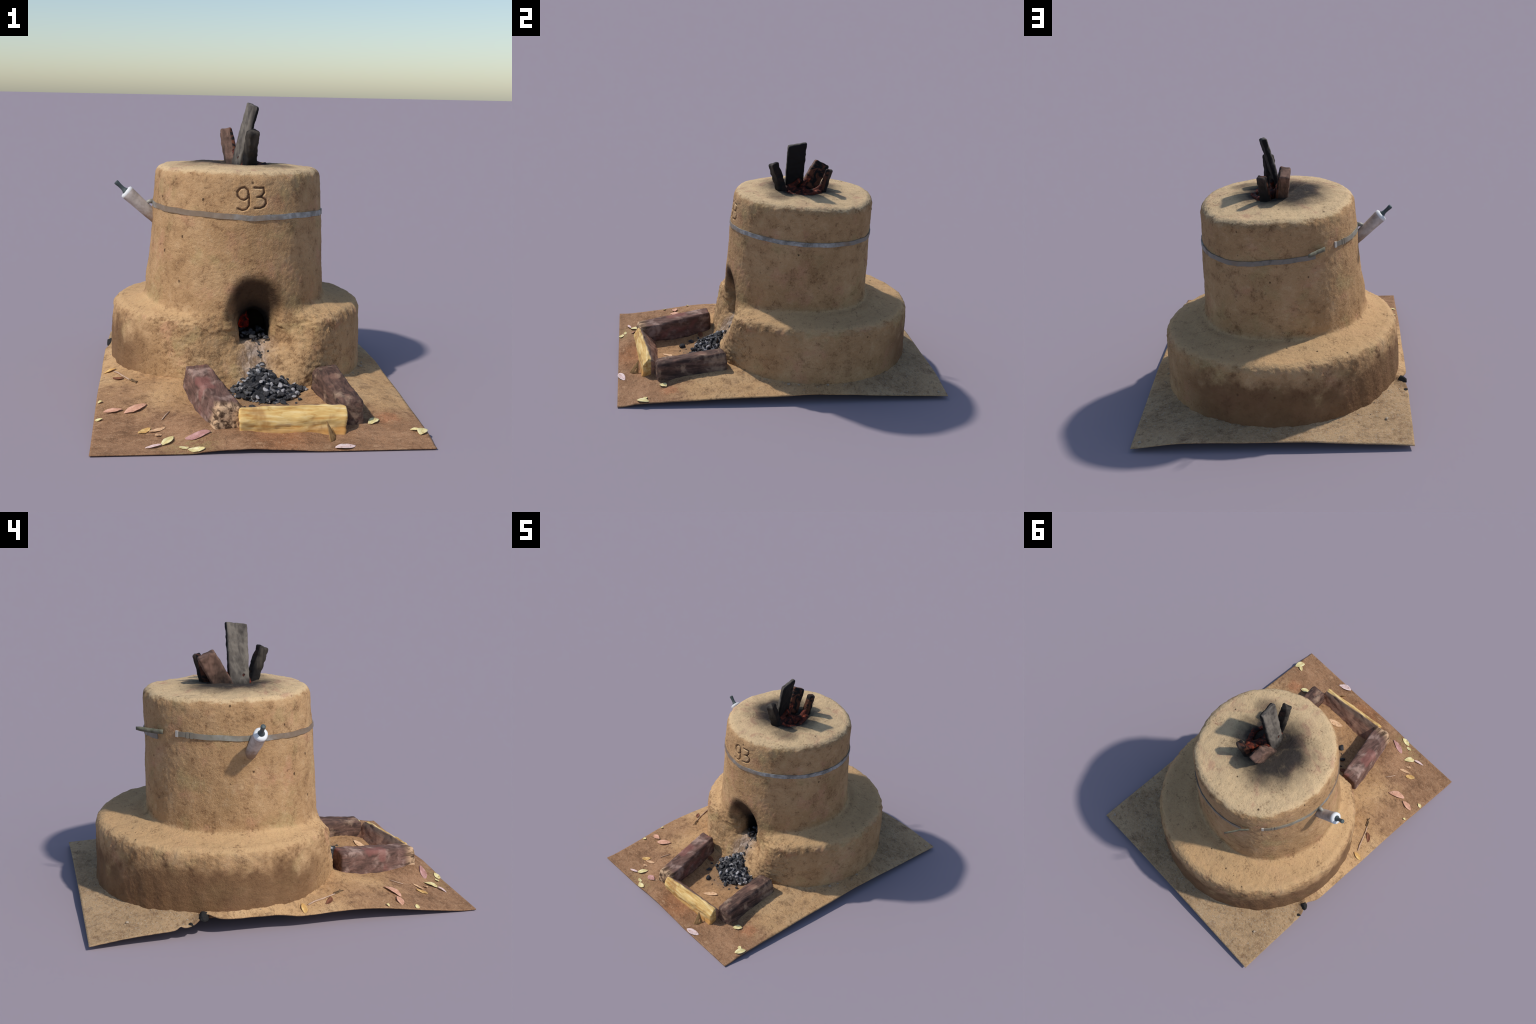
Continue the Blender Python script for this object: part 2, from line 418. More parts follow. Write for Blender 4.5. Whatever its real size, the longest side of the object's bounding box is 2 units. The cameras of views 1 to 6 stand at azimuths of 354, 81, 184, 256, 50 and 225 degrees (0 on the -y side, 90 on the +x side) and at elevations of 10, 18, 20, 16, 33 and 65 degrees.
def soil_material():
    m = Mat("dry_soil", .97)
    big = m.noise(3.0, 4, .6, .5); mid = m.noise(13, 4, .65); fine = m.noise(80, 4, .7); grit = m.noise(260, 2, .6)
    blot = m.noise(24, 5, .75, 1.0, (1, 1.8, 1), off=2.0)
    red = m.ramp(big, [(.3, lin((142, 104, 74))), (.55, lin((162, 122, 90))), (.75, lin((176, 134, 100)))])
    tan = m.ramp(big, [(.3, lin((182, 140, 96))), (.55, lin((202, 162, 116))), (.75, lin((212, 176, 132)))])
    back = m.ramp(big, [(.3, lin((160, 132, 98))), (.55, lin((186, 154, 116))), (.75, lin((200, 170, 132)))])
    front = m.step(m.add(m.y, m.mul(m.sub(mid, .5), .35)), -.50, -.74)
    rear = m.step(m.add(m.y, m.mul(m.sub(mid, .5), .2)), .25, .55)
    col = m.mix(rear, tan, back); col = m.mix(front, col, red)
    left = m.mul(m.step(m.x, -.40, -.62), m.step(m.add(m.y, m.mul(m.sub(mid, .5), .4)), -.20, -.42))
    col = m.mix(m.mul(left, .75), col, red)
    # raked hearth floor between the logs
    hearth = m.mul(m.band(m.x, -.12, .36, .06), m.band(m.y, -.78, -.30, .05))
    col = m.mix(m.mul(hearth, .8), col, m.mix(fine, lin((160, 118, 78)), lin((206, 162, 116))))
    rust = m.step(m.add(m.dist2(.07, -.93, 1, 1.6), m.mul(m.sub(mid, .5), .16)), .20, .05)
    col = m.mix(m.mul(rust, .5), col, lin((160, 100, 60)))
    rust2 = m.step(m.add(m.dist2(.60, -.69), m.mul(m.sub(mid, .5), .08)), .07, .03)
    col = m.mix(m.mul(rust2, .5), col, lin((196, 130, 92)))
    moss = m.mul(m.step(m.add(m.dist2(-.33, -.95, .7, 1.4), m.mul(m.sub(mid, .5), .1)), .12, .05), m.step(blot, .45, .55))
    col = m.mix(m.mul(moss, .5), col, lin((134, 122, 72)))
    col = m.mix(m.step(mid, .50, .30, 0, .5), col, lin((104, 74, 52)))
    col = m.mix(m.step(blot, .50, .34, 0, .55), col, lin((102, 72, 50)))
    col = m.mix(m.step(blot, .52, .68, 0, .55), col, lin((196, 158, 122)))
    col = m.mix(m.step(fine, .44, .30, 0, .5), col, lin((84, 62, 44)))
    col = m.mix(m.step(grit, .58, .72, 0, .5), col, lin((212, 184, 150)))
    col = m.mix(m.step(grit, .42, .30, 0, .4), col, lin((90, 68, 50)))
    grey = m.mul(rear, m.step(m.noise(90, 3, .7, off=5), .54, .68))
    col = m.mix(m.mul(grey, .40), col, lin((188, 178, 162)))
    # ash and coal dust round the heap
    dustd = m.step(m.add(m.dist2(.06, -.42), m.mul(m.sub(mid, .5), .12)), .24, .12)
    col = m.mix(m.mul(dustd, m.step(blot, .4, .6, .15, .6)), col, lin((92, 82, 76)))
    h = m.add(m.mul(mid, .6), m.add(m.mul(fine, .7), m.mul(grit, .3)))
    return m.done(col, h, .7, .010)

def bark_wood(name, base, light, dark, axis_scale=(30, 3, 30), frayed=None, pink=None, rot=(0, 0, 0)):
    m = Mat(name, .85)
    g = m.noise(1.0, 5, .65, .6, axis_scale, rot=rot); p = m.noise(11, 3, .6, .3); f = m.noise(120, 3, .6)
    col = m.mix(m.step(g, .3, .7), lin(dark), lin(base))
    col = m.mix(m.mul(m.step(p, .5, .7), .7), col, lin(light))
    col = m.mix(m.step(p, .46, .30, 0, .55), col, lin(dark))
    if pink:
        q = m.step(m.noise(8, 2, .5, off=4.4), .54, .66)
        col = m.mix(m.mul(q, .6), col, lin(pink))
    if frayed:
        y0, c = frayed
        fr = m.step(m.add(m.y, m.mul(m.sub(g, .5), .12)), y0 + .04, y0 - .02)
        col = m.mix(fr, col, m.mix(m.step(g, .4, .6), lin((84, 62, 46)), lin(c)))
    col = m.mix(m.step(f, .40, .28, 0, .4), col, lin(dark))
    return m.done(col, m.add(g, m.mul(f, .4)), .6, .006)

def charred_wood(name, tone, bare, char_z, streak=(40, 40, 4), amount=1.0, inner=None, edge=None):
    m = Mat(name, .8)
    g = m.noise(1.0, 4, .6, .5, streak); p = m.noise(16, 3, .6)
    col = m.mix(m.step(g, .3, .7), lin(tone), lin(bare))
    col = m.mix(m.step(p, .46, .25, 0, .6), col, lin((36, 31, 29)))
    burn = m.step(m.add(m.z, m.mul(m.sub(p, .5), .14)), char_z + .06, char_z - .04)
    col = m.mix(m.mul(burn, amount), col, lin((24, 21, 21)))
    if inner:   # the side towards the fire is burnt black: plane a*x + b*y + c*z > d
        a, b, c, d, rust = inner
        v = m.sub(m.add(m.add(m.mul(m.x, a), m.mul(m.y, b)), m.mul(m.z, c)), d)
        k = m.step(m.add(v, m.mul(m.sub(p, .5), .012)), -.003, .004)
        if edge: k = m.math('MAXIMUM', k, m.step(m.add(m.y, m.mul(m.sub(p, .5), .01)), edge, edge + .006))
        dark = m.mix(m.mul(m.step(m.noise(22, 3, .6, .8, off=3.0), .42, .60), rust), lin((21, 18, 18)), lin((112, 66, 46)))
        col = m.mix(k, col, dark)
    return m.done(col, m.add(g, p), .5, .004)

def plain(name, stops, scale=30, rough=.85, bump=.4, metal=0.0, stretch=None, dist=.003):
    m = Mat(name, rough)
    n = m.noise(scale, 4, .6, .3, stretch)
    m.b.inputs["Metallic"].default_value = metal
    k = len(stops)
    col = m.ramp(n, [(.28 + .44 * i / max(1, k - 1), lin(c)) for i, c in enumerate(stops)])
    return m.done(col, n, bump, dist)

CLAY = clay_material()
SOILM = soil_material()

# ------------------------------------------------------------------ stove body
stove = empty("clay_stove", "round two-stepped clay stove with strap and pipe", "stove")

H = .006
V, Q = surface_nets(body_sdf, (-.74, -.46, .03), (.68, .93, 1.16), H)

def subdivide_region(V, Q, mask):
    """Split the masked quads in four; neighbours get the extra border vertices as n-gons."""
    edges = {}
    V = list(map(tuple, V)); faces = []
    def mid(a, b):
        k = (a, b) if a < b else (b, a)
        if k not in edges:
            edges[k] = len(V); V.append(tuple((np.array(V[a]) + np.array(V[b])) / 2))
        return edges[k]
    for q in Q[mask]:
        q = [int(v) for v in q]
        m = [mid(q[i], q[(i + 1) % 4]) for i in range(4)]
        c = len(V); V.append(tuple(np.mean([V[i] for i in q], 0)))
        for i in range(4): faces.append((q[i], m[i], c, m[i - 1]))
    for q in Q[~mask]:
        q = [int(v) for v in q]; o = []
        for i in range(4):
            o.append(q[i]); k = (min(q[i], q[(i + 1) % 4]), max(q[i], q[(i + 1) % 4]))
            if k in edges: o.append(edges[k])
        faces.append(tuple(o))
    return np.array(V), faces

def wall_point(az, z, off=0.0):
    """Point on the tower wall at an azimuth (degrees round the tower axis) and height."""
    c, s = math.cos(math.radians(az)), math.sin(math.radians(az))
    lo, hi = .2, .7
    for _ in range(30):
        m = (lo + hi) / 2
        if tower_sdf(np.array([-.038 + c * m]), np.array([.165 + s * m]), np.array([z]))[0] < 0: lo = m
        else: hi = m
    return np.array([-.038 + c * (lo + off), .165 + s * (lo + off), z])

# number scratched into the front: strokes as (x, z) polylines
NINE = [(-.020, 1.008), (-.024, 1.028), (-.040, 1.041), (-.060, 1.036), (-.074, 1.020), (-.073, 1.000), (-.060, .986),
        (-.042, .980), (-.026, .990), (-.019, 1.008), (-.0175, .985), (-.0175, .955), (-.030, .938), (-.050, .932), (-.072, .941)]
THREE = [(.008, 1.040), (.030, 1.038), (.052, 1.039), (.056, 1.016), (.044, 1.000), (.022, .995), (.046, .994), (.063, .982),
         (.066, .966), (.056, .951), (.036, .942), (.010, .943)]
def stroke_dist(x, z, line):
    d = np.full(x.shape, 9.0)
    for (x0, z0), (x1, z1) in zip(line[:-1], line[1:]):
        dx, dz = x1 - x0, z1 - z0
        t = np.clip(((x - x0) * dx + (z - z0) * dz) / (dx * dx + dz * dz), 0, 1)
        d = np.minimum(d, np.hypot(x - x0 - t * dx, z - z0 - t * dz))
    return d

C = V[Q].mean(1)
near = (C[:, 1] < -.2) & (C[:, 2] > .91) & (C[:, 2] < 1.06) & (C[:, 0] > -.1) & (C[:, 0] < .09)
V, faces = subdivide_region(V, Q, near)
G = gradient(body_sdf, V); N = G / np.maximum(np.linalg.norm(G, axis=1), 1e-6)[:, None]
x, y, z = V.T
disp = .0060 * fbm(V, 6, 3, 1) + .0022 * fbm(V, 45, 3, 2, (1, 1, 1.3))
facade = sstep(-.12, -.24, y) * sstep(.47, .40, z) * sstep(.5, .4, np.abs(x))
disp += facade * (.006 * fbm(V, 30, 3, 5, (1, 1, 1.6)))
# crumbled upper edge of the plinth and worn rim of the tower
edge = np.exp(-((z - .37) / .05) ** 2) * sstep(.52, .60, np.hypot(x + .03, y - .238))
disp += edge * (.010 * fbm(V, 22, 3, 8) - .003)
rim = np.exp(-((z - 1.07) / .04) ** 2)
disp += rim * .007 * fbm(V, 16, 3, 9)
# shallow vertical fluting where hands smoothed the flank
az = np.arctan2(y - .2, x + .03)
disp += .0016 * np.sin(az * 34 + 5 * fbm(V, 3, 2, 11)) * sstep(.34, .2, z)
front = (y < -.15)
dd = np.minimum(stroke_dist(x, z, NINE), stroke_dist(x, z, THREE))
disp -= np.where(front, .008 * sstep(.0080, .0025, dd), 0)
V = V + N * disp[:, None]

full = mesh_from("clay_body_whole", V, faces)
nrm = np.empty(len(full.vertices) * 3, np.float32); full.vertex_normals.foreach_get("vector", nrm); nrm = nrm.reshape(-1, 3)
cen = np.array([V[list(f)].mean(0) for f in faces])
ms = mouth_sdf(*cen.T); ts = tower_sdf(*cen.T); ps = plinth_sdf(*cen.T)
part = np.where((ms < .014) & (cen[:, 1] < .09) & (cen[:, 2] < .63) & (np.abs(cen[:, 0] - .02) < .15), 2, np.where(ts < ps, 0, 1))
part = np.where((part == 0) & (cen[:, 2] < .44), 1, part)
for k, nm in enumerate(("tower", "plinth", "fire_mouth")):
    sel = [f for f, q in zip(faces, part) if q == k]
    used = np.unique(np.concatenate([np.array(f) for f in sel]))
    remap = {int(u): i for i, u in enumerate(used)}
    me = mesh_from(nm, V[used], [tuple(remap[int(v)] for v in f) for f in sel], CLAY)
    me.normals_split_custom_set_from_vertices([tuple(map(float, n)) for n in nrm[used]])
    link(bpy.data.objects.new(nm, me), stove)
bpy.data.meshes.remove(full)

# ------------------------------------------------------------------ sweeps
def tube(points, radii, sides=10, cap=True, squash=1.0):
    P = [Vector(p) for p in points]; V, F = [], []
    ref = Vector((0, 0, 1)) if abs((P[-1] - P[0]).normalized().z) < .9 else Vector((1, 0, 0))
    for i, p in enumerate(P):
        t = (P[min(i + 1, len(P) - 1)] - P[max(i - 1, 0)]).normalized()
        a = t.cross(ref).normalized(); b = a.cross(t)
        for k in range(sides):
            th = 2 * math.pi * k / sides
            V.append(p + a * math.cos(th) * radii[i] + b * math.sin(th) * radii[i] * squash)
    for i in range(len(P) - 1):
        for k in range(sides):
            k2 = (k + 1) % sides
            F.append((i * sides + k, i * sides + k2, (i + 1) * sides + k2, (i + 1) * sides + k))
    if cap:
        F.append(tuple(range(sides))[::-1]); F.append(tuple(range((len(P) - 1) * sides, len(P) * sides)))
    F = [tuple(reversed(f)) for f in F]
    return V, F

# dark scratched bottom of the digits
SCR = plain("scratched_earth", [(66, 45, 30), (104, 74, 50)], 60)
for line in (NINE, THREE):
    fine = []
    for (a, b) in zip(line[:-1], line[1:]):
        for t in (0, .34, .67): fine.append((a[0] + (b[0] - a[0]) * t, a[1] + (b[1] - a[1]) * t))
    fine.append(line[-1])
    pts = []
    for xx, zz in fine:
        azv = -90.0
        for _ in range(6):
            p = wall_point(azv, zz); azv += math.degrees((xx - p[0]) / .43)
        q = wall_point(azv, zz, -.0070); pts.append(q)
    Vt, Ft = tube(pts, [R.uniform(.0028, .0044) for _ in pts], 8)
    thing("engraved_digit", Vt, Ft, SCR, stove)

# ------------------------------------------------------------------ strap
def strap_material():
    m = Mat("galvanised_strap", .5)
    n = m.noise(22, 3, .6, .3); s = m.noise(60, 2, .5)
    m.b.inputs["Metallic"].default_value = .15
    col = m.ramp(n, [(.3, lin((104, 100, 92))), (.5, lin((150, 147, 141))), (.7, lin((184, 182, 177)))])
    mud = m.mul(m.step(m.y, .10, .0), m.step(m.x, -.06, -.14))
    mud2 = m.mul(m.step(m.noise(5, 2, .5, off=1.0), .53, .62), .75)
    old = m.mul(m.step(m.x, -.2, -.36), m.step(m.y, .08, .2))
    col = m.mix(m.mul(old, .55), col, lin((140, 134, 112)))
    rearm = m.mul(m.step(m.y, .25, .5), m.step(n, .35, .6, .25, .7))
    col = m.mix(rearm, col, lin((116, 100, 80)))
    col = m.mix(mud2, col, lin((132, 112, 92)))
    col = m.mix(m.mul(mud, .85), col, m.mix(s, lin((116, 96, 76)), lin((140, 118, 96))))
    return m.done(col, n, .3, .002)
STRAP = strap_material()
STRAP_Z = [(-228, .938), (-218, .933), (-200, .928), (-184, .924), (-160, .917), (-128, .911), (-107, .906), (-84, .895), (-61, .900), (-46, .899),
           (-20, .891), (5, .882), (30, .874), (64, .868), (89, .889), (112, .899), (120, .905)]
def strap(a0, a1, width, out, name, n=None):
    n = n or max(4, int((a1 - a0) * 1.0)); V, F = [], []
    for i in range(n + 1):
        a = a0 + (a1 - a0) * i / n
        zc = float(interp(a, STRAP_Z)) + .0012 * math.sin(a * .31)
        mud = 1 if -165 < a < -108 else 0
        o = out - .0015 * mud
        for dz, oo in ((-.5, o), (.5, o), (.5, -.006), (-.5, -.006)):
            V.append(wall_point(a, zc + dz * width, oo + .0010 * math.sin(a * .7)))
    for i in range(n):
        for k in range(4):
            k2 = (k + 1) % 4
            F.append((i * 4 + k, i * 4 + k2, (i + 1) * 4 + k2, (i + 1) * 4 + k))
    F += [(0, 1, 2, 3), (n * 4 + 3, n * 4 + 2, n * 4 + 1, n * 4)]
    F = [tuple(reversed(f)) for f in F]
    return thing(name, V, F, STRAP, stove, smooth=False)
band = strap(-227, 117, .026, .005, "metal_strap")
link_ = plain("bright_metal_edge", [(172, 164, 152), (196, 188, 176)], 40, .5)
for a, w, mt in ((-226.5, .032, link_), (-219, .031, STRAP), (-216.5, .031, STRAP)):
    o = strap(a - .9, a + .9, w, .0075, "strap_crimp", 3); o.data.materials.clear(); o.data.materials.append(mt); o.parent = band
# loose end of the strap, bent away from the wall
tail_pts = [(-.300, .560, .936), (-.284, .580, .935), (-.270, .594, .935), (-.262, .606, .936), (-.254, .622, .937), (-.245, .640, .939), (-.232, .662, .941), (-.219, .684, .943)]
Vt, Ft = [], []
for i, p in enumerate(tail_pts):
    p = Vector(p); t = (Vector(tail_pts[min(i + 1, 7)]) - Vector(tail_pts[max(i - 1, 0)])).normalized()
    s = t.cross(Vector((0, 0, 1))).normalized() * .002; w = .0115 if i < 7 else .008
    for a, b in ((-1, -1), (1, -1), (1, 1), (-1, 1)): Vt.append(p + s * a + Vector((0, 0, w * b)))
for i in range(7):
    for k in range(4): Ft.append((i * 4 + k, i * 4 + (k + 1) % 4, (i + 1) * 4 + (k + 1) % 4, (i + 1) * 4 + k))
Ft += [(3, 2, 1, 0), (28, 29, 30, 31)]
thing("strap_tail", Vt, Ft, plain("weathered_strap", [(84, 84, 66), (124, 120, 104)], 40, .6), band)

# ------------------------------------------------------------------ blast pipe
a = Vector((-.470, .151, .848)); b = Vector((-.612, .1375, .978)); d = (b - a).normalized()
def lumpy(V, amp, scale, seed):
    A = np.array([tuple(v) for v in V]); c = A.mean(0)
    n = fbm(A, scale, 2, seed)[:, None]
    return A + (A - c) / np.maximum(np.linalg.norm(A - c, axis=1)[:, None], 1e-6) * n * amp
def pipe_material():
    m = Mat("white_pipe", .6)
    n = m.noise(24, 3, .6); p = m.noise(9, 2, .5)
    col = m.ramp(n, [(.3, lin((160, 148, 138))), (.55, lin((192, 180, 170))), (.75, lin((210, 200, 192)))])
    end = m.step(m.add(m.x, m.mul(m.z, -.9)), -1.468, -1.476)
    low = m.step(m.add(m.z, m.mul(m.sub(n, .5), .05)), .885, .84)
    col = m.mix(m.mul(low, .8), col, lin((140, 110, 82)))
    col = m.mix(end, col, lin((226, 226, 224)))
    return m.done(col, n, .2, .003)
ts_ = [-.25, 0, .15, .3, .5, .7, .85, .94, .985, 1.0, 1.01]
rs_ = [.029, .030, .0305, .0315, .033, .034, .035, .0355, .034, .026, .0]
L = (b - a).length
Vt, Ft = tube([a + d * L * t for t in ts_], [max(r, .001) for r in rs_], 28)
thing("blast_pipe", lumpy(Vt, .006, 22, 3), Ft, pipe_material(), stove)
n0 = b + d * .002; n1 = Vector((-.663, .140, 1.026)); dn = (n1 - n0)
ts_ = [-.2, 0, .12, .3, .6, .85, .96, 1.0]; rs_ = [.019, .019, .0135, .0105, .0105, .0125, .0125, .009]
Vt, Ft = tube([n0 + dn * t for t in ts_], rs_, 16)
noz = thing("pipe_nozzle", Vt, Ft, plain("grey_metal", [(56, 64, 64), (88, 98, 98)], 30, .5, .2), stove)
# the wire that ties it to the strap
Vt, Ft = tube([(-.470, .148, .926), (-.492, .146, .926), (-.515, .146, .914)], [.014, .011, .010], 10)
thing("strap_tie", Vt, Ft, STRAP, stove)

# ------------------------------------------------------------------ warped blocks for wood
def block(corners, bevel=.008, res=.008, amp=.003, scale=25, seed=0, grain=None):
    """Rounded box carried onto 8 corners (bottom 4, top 4, both counter clockwise), then roughened."""
    Cn = np.array(corners, float)
    dim = np.array([np.linalg.norm(Cn[1] - Cn[0]), np.linalg.norm(Cn[3] - Cn[0]), np.linalg.norm(Cn[4] - Cn[0])])
    n = np.maximum(3, (dim / res).astype(int))
    key = {}; pts = []; F = []
    def vid(i, j, k):
        t = (i, j, k)
        if t not in key: key[t] = len(pts); pts.append(t)
        return key[t]
    for ax in range(3):
        u, v = [(1, 2), (2, 0), (0, 1)][ax]
        for side in (0, n[ax]):
            for iu in range(n[u]):
                for iv in range(n[v]):
                    q = []
                    for du, dv in ((0, 0), (1, 0), (1, 1), (0, 1)):
                        t = [0, 0, 0]; t[ax] = int(side); t[u] = iu + du; t[v] = iv + dv; q.append(vid(*t))
                    F.append(tuple(q if side else q[::-1]))
    P = (np.array(pts) / n - .5) * dim
    half = dim / 2; bv = min(bevel, half.min() * .95)
    inner = np.clip(P, -(half - bv), half - bv)
    dv = P - inner; ln = np.linalg.norm(dv, axis=1)[:, None]
    P = np.where(ln > 1e-9, inner + dv / np.maximum(ln, 1e-9) * bv, P)
    Nn = np.where(ln > 1e-9, dv / np.maximum(ln, 1e-9), 0)
    t = P / dim + .5
    a, b, c = t[:, :1], t[:, 1:2], t[:, 2:]
    bot = Cn[0] * (1 - a) * (1 - b) + Cn[1] * a * (1 - b) + Cn[2] * a * b + Cn[3] * (1 - a) * b
    top = Cn[4] * (1 - a) * (1 - b) + Cn[5] * a * (1 - b) + Cn[6] * a * b + Cn[7] * (1 - a) * b
    W = bot * (1 - c) + top * c
    cen = W.mean(0)
    e1, e2, e3 = [(x / np.linalg.norm(x)) for x in (Cn[1] - Cn[0], Cn[3] - Cn[0], Cn[4] - Cn[0])]
    Nw = Nn[:, :1] * e1 + Nn[:, 1:2] * e2 + Nn[:, 2:] * e3
    rough = fbm(W, scale, 3, seed + 20, grain or (1, 1, 1)) + .6 * fbm(W, scale * .3, 2, seed + 31)
    return W + Nw * (rough * amp)[:, None], F

def stick(p0, p1, wide, w, thick, top_tilt=0.0, taper=1.0, **kw):
    """Block standing from p0 to p1; wide is the direction of its broad side."""
    p0, p1 = np.array(p0), np.array(p1); ax = (p1 - p0) / np.linalg.norm(p1 - p0)
    u = np.array(wide, float); u -= ax * (u @ ax); u /= np.linalg.norm(u); v = np.cross(ax, u)
    co = []
    for p, s, tilt in ((p0, taper, 0), (p1, 1, top_tilt)):
        for a, b in ((-1, -1), (1, -1), (1, 1), (-1, 1)):
            co.append(p + u * a * w / 2 * s + v * b * thick / 2 * s + ax * a * tilt)
    return block(co, **kw)

# hearth logs
LEFTM = bark_wood("log_mauve", (130, 98, 87), (180, 152, 138), (78, 58, 51), (40, 5, 40), (-.835, (206, 170, 134)), (142, 90, 82), (0, 0, -.27))
RIGHTM = bark_wood("log_brown", (116, 88, 76), (176, 148, 124), (58, 44, 40), (40, 5, 40), None, (140, 104, 88), (0, 0, -.13))
ll = [(-.222, -.884, .03), (-.076, -.856, .03), (-.202, -.378, .05), (-.342, -.392, .05),
      (-.196, -.880, .166), (-.084, -.856, .155), (-.211, -.385, .216), (-.321, -.398, .211)]
Vb, Fb = block(ll, .018, .008, .006, 26, 1, (1.5, .5, 1.5))
thing("wooden_log", Vb, Fb, LEFTM, None, "squared brown log with frayed pale end", "log")
rl = [(.346, -.782, .0), (.474, -.752, .0), (.434, -.318, .055), (.288, -.345, .045),
      (.356, -.772, .143), (.461, -.762, .149), (.413, -.335, .197), (.298, -.350, .181)]
Vb, Fb = block(rl, .022, .008, .007, 26, 2, (1.5, .5, 1.5))
thing("wooden_log", Vb, Fb, RIGHTM, None, "short squared brown log with grey patches", "log")
def split_log_material():
    m = Mat("split_log", .75)
    g = m.noise(1.0, 5, .6, .5, (5, 60, 60)); p = m.noise(14, 3, .6, .3)
    wood = m.ramp(g, [(.3, lin((196, 140, 72))), (.48, lin((224, 186, 116))), (.7, lin((240, 212, 154)))])
    wood = m.mix(m.step(m.z, .075, .035, 0, .6), wood, lin((196, 130, 66)))
    wood = m.mix(m.step(m.noise(9, 3, .6, .5, off=5.0), .52, .70, 0, .65), wood, lin((168, 116, 66)))
    inner = m.ramp(p, [(.3, lin((104, 84, 74))), (.5, lin((156, 118, 98))), (.7, lin((190, 148, 122)))])
    inner = m.mix(m.step(m.z, .11, .14, 0, .6), inner, lin((110, 100, 88)))
    # plane through the ridge parts the bright split face from the weathered back
    v = m.sub(m.y, m.add(m.mul(m.x, .135), -.848))
    back = m.step(m.add(v, m.mul(m.sub(p, .5), .018)), -.002, .006)
    return m.done(m.mix(back, wood, inner), m.add(g, m.mul(p, .4)), .5, .005)
fl = [(-.104, -.892, .02), (.368, -.860, -.0), (.355, -.700, .0), (-.095, -.725, .02),
      (-.104, -.870, .156), (.374, -.806, .143), (.370, -.788, .141), (-.104, -.854, .155)]
Vb, Fb = block(fl, .012, .007, .009, 22, 3, (.5, 1.4, 1.4))
# the split face bulges outward in the middle of its height
bul = np.exp(-((Vb[:, 2] - .10) / .035) ** 2) * (Vb[:, 1] < Vb[:, 0] * .12 - .845) * .020
Vb[:, 1] -= bul
Vb = Vb[:, :] ; Vb[:, 2] = np.maximum(Vb[:, 2], .002)
thing("wooden_log", Vb, Fb, split_log_material(), None, "split log with bright yellow inner face", "log")
LEAFCHIP = plain("curled_chip", [(120, 88, 54), (176, 138, 90)], 40)

# fire wood standing in the top
CH1 = charred_wood("weathered_plank", (76, 70, 65), (118, 110, 100), 1.13, (60, 25, 4), .7, (1, .23, -.2486, -.2980 + .004, .0), .164)
CH2 = charred_wood("smoked_stake", (44, 39, 35), (74, 67, 59), 1.18, inner=(.5, .86, .3, .375, .1))
CH3 = charred_wood("reddish_board", (78, 60, 51), (126, 97, 83), 1.13, (40, 25, 8), .8, (.985, -.05, .17, .133, .8))
CH4 = charred_wood("burnt_stake", (46, 38, 35), (82, 66, 58), 1.20, inner=(-.2, -1, .26, -.005, .5))
Vb, Fb = stick((-.060, .110, 1.06), (.031, .111, 1.426), (.23, -1, -.13), .122, .031, -.006, .95, bevel=.007, res=.006, amp=.005, scale=34, seed=4)
thing("firewood_stick", Vb, Fb, CH1, None, "tall flat grey charred firewood plank", "firewood")
Vb, Fb = stick((.004, .052, 1.05), (.018, -.034, 1.300), (1, .5, 0), .057, .052, .004, 1.1, bevel=.012, res=.006, amp=.006, scale=34, seed=5)
thing("firewood_stick", Vb, Fb, CH2, None, "short square dark firewood stake", "firewood")
Vb, Fb = stick((-.055, .170, 1.06), (-.092, .300, 1.284), (.08, .72, -.6), .094, .062, .004, 1.15, bevel=.012, res=.006, amp=.005, scale=30, seed=6)
thing("firewood_stick", Vb, Fb, CH3, None, "tilted reddish brown firewood board", "firewood")
Vb, Fb = stick((.010, .268, 1.05), (.034, .324, 1.268), (1, -.3, 0), .047, .043, .003, 1.15, bevel=.012, res=.006, amp=.005, scale=34, seed=7)
thing("firewood_stick", Vb, Fb, CH4, None, "thin burnt firewood stake", "firewood")

# glowing ember bed that clings to the wood
def capsule(p, a, b, r):
    a, b = np.array(a), np.array(b); ba = b - a
    t = np.clip(((p - a) @ ba) / (ba @ ba), 0, 1)
    return np.linalg.norm(p - a - t[..., None] * ba, axis=-1) - r
WEBS = [((.01, .035, 1.085), (-.03, .09, 1.135), .016), ((-.008, .06, 1.085), (-.005, .16, 1.09), .026), ((-.015, .10, 1.12), (-.01, .14, 1.165), .014),
        ((-.04, .17, 1.12), (-.06, .215, 1.175), .018), ((-.03, .16, 1.10), (.03, .20, 1.095), .014), ((.03, .20, 1.095), (.03, .27, 1.12), .014),
        ((.03, .03, 1.085), (.075, .075, 1.09), .015), ((.075, .075, 1.09), (.10, .15, 1.088), .012), ((.10, .15, 1.088), (.055, .26, 1.10), .014),
        ((.02, .26, 1.10), (.03, .29, 1.15), .014), ((.02, .03, 1.06), (.02, .25, 1.055), .034)]
def ember_sdf(p):
    d = None
    for a, b, r in WEBS:
        c = capsule(p, (a[0], a[1], a[2] + .022), (b[0], b[1], b[2] + .022), r * 1.08); d = c if d is None else smin(d, c, .022)
    return d
Ve, Qe = surface_nets(ember_sdf, (-.16, -.08, 1.02), (.19, .37, 1.25), .006)
Ve = Ve + fbm(Ve, 50, 2, 13)[:, None] * .006
me_ = Mat("embers", .75)
n1_ = me_.noise(26, 4, .65, .8); n2_ = me_.noise(60, 3, .6)
colr = me_.ramp(n1_, [(.32, lin((16, 12, 12))), (.48, lin((52, 22, 16))), (.60, lin((112, 46, 28))), (.74, lin((168, 88, 58)))])
thing("ember_bed", Ve, Qe, me_.done(colr, n2_, .4, .004), stove)
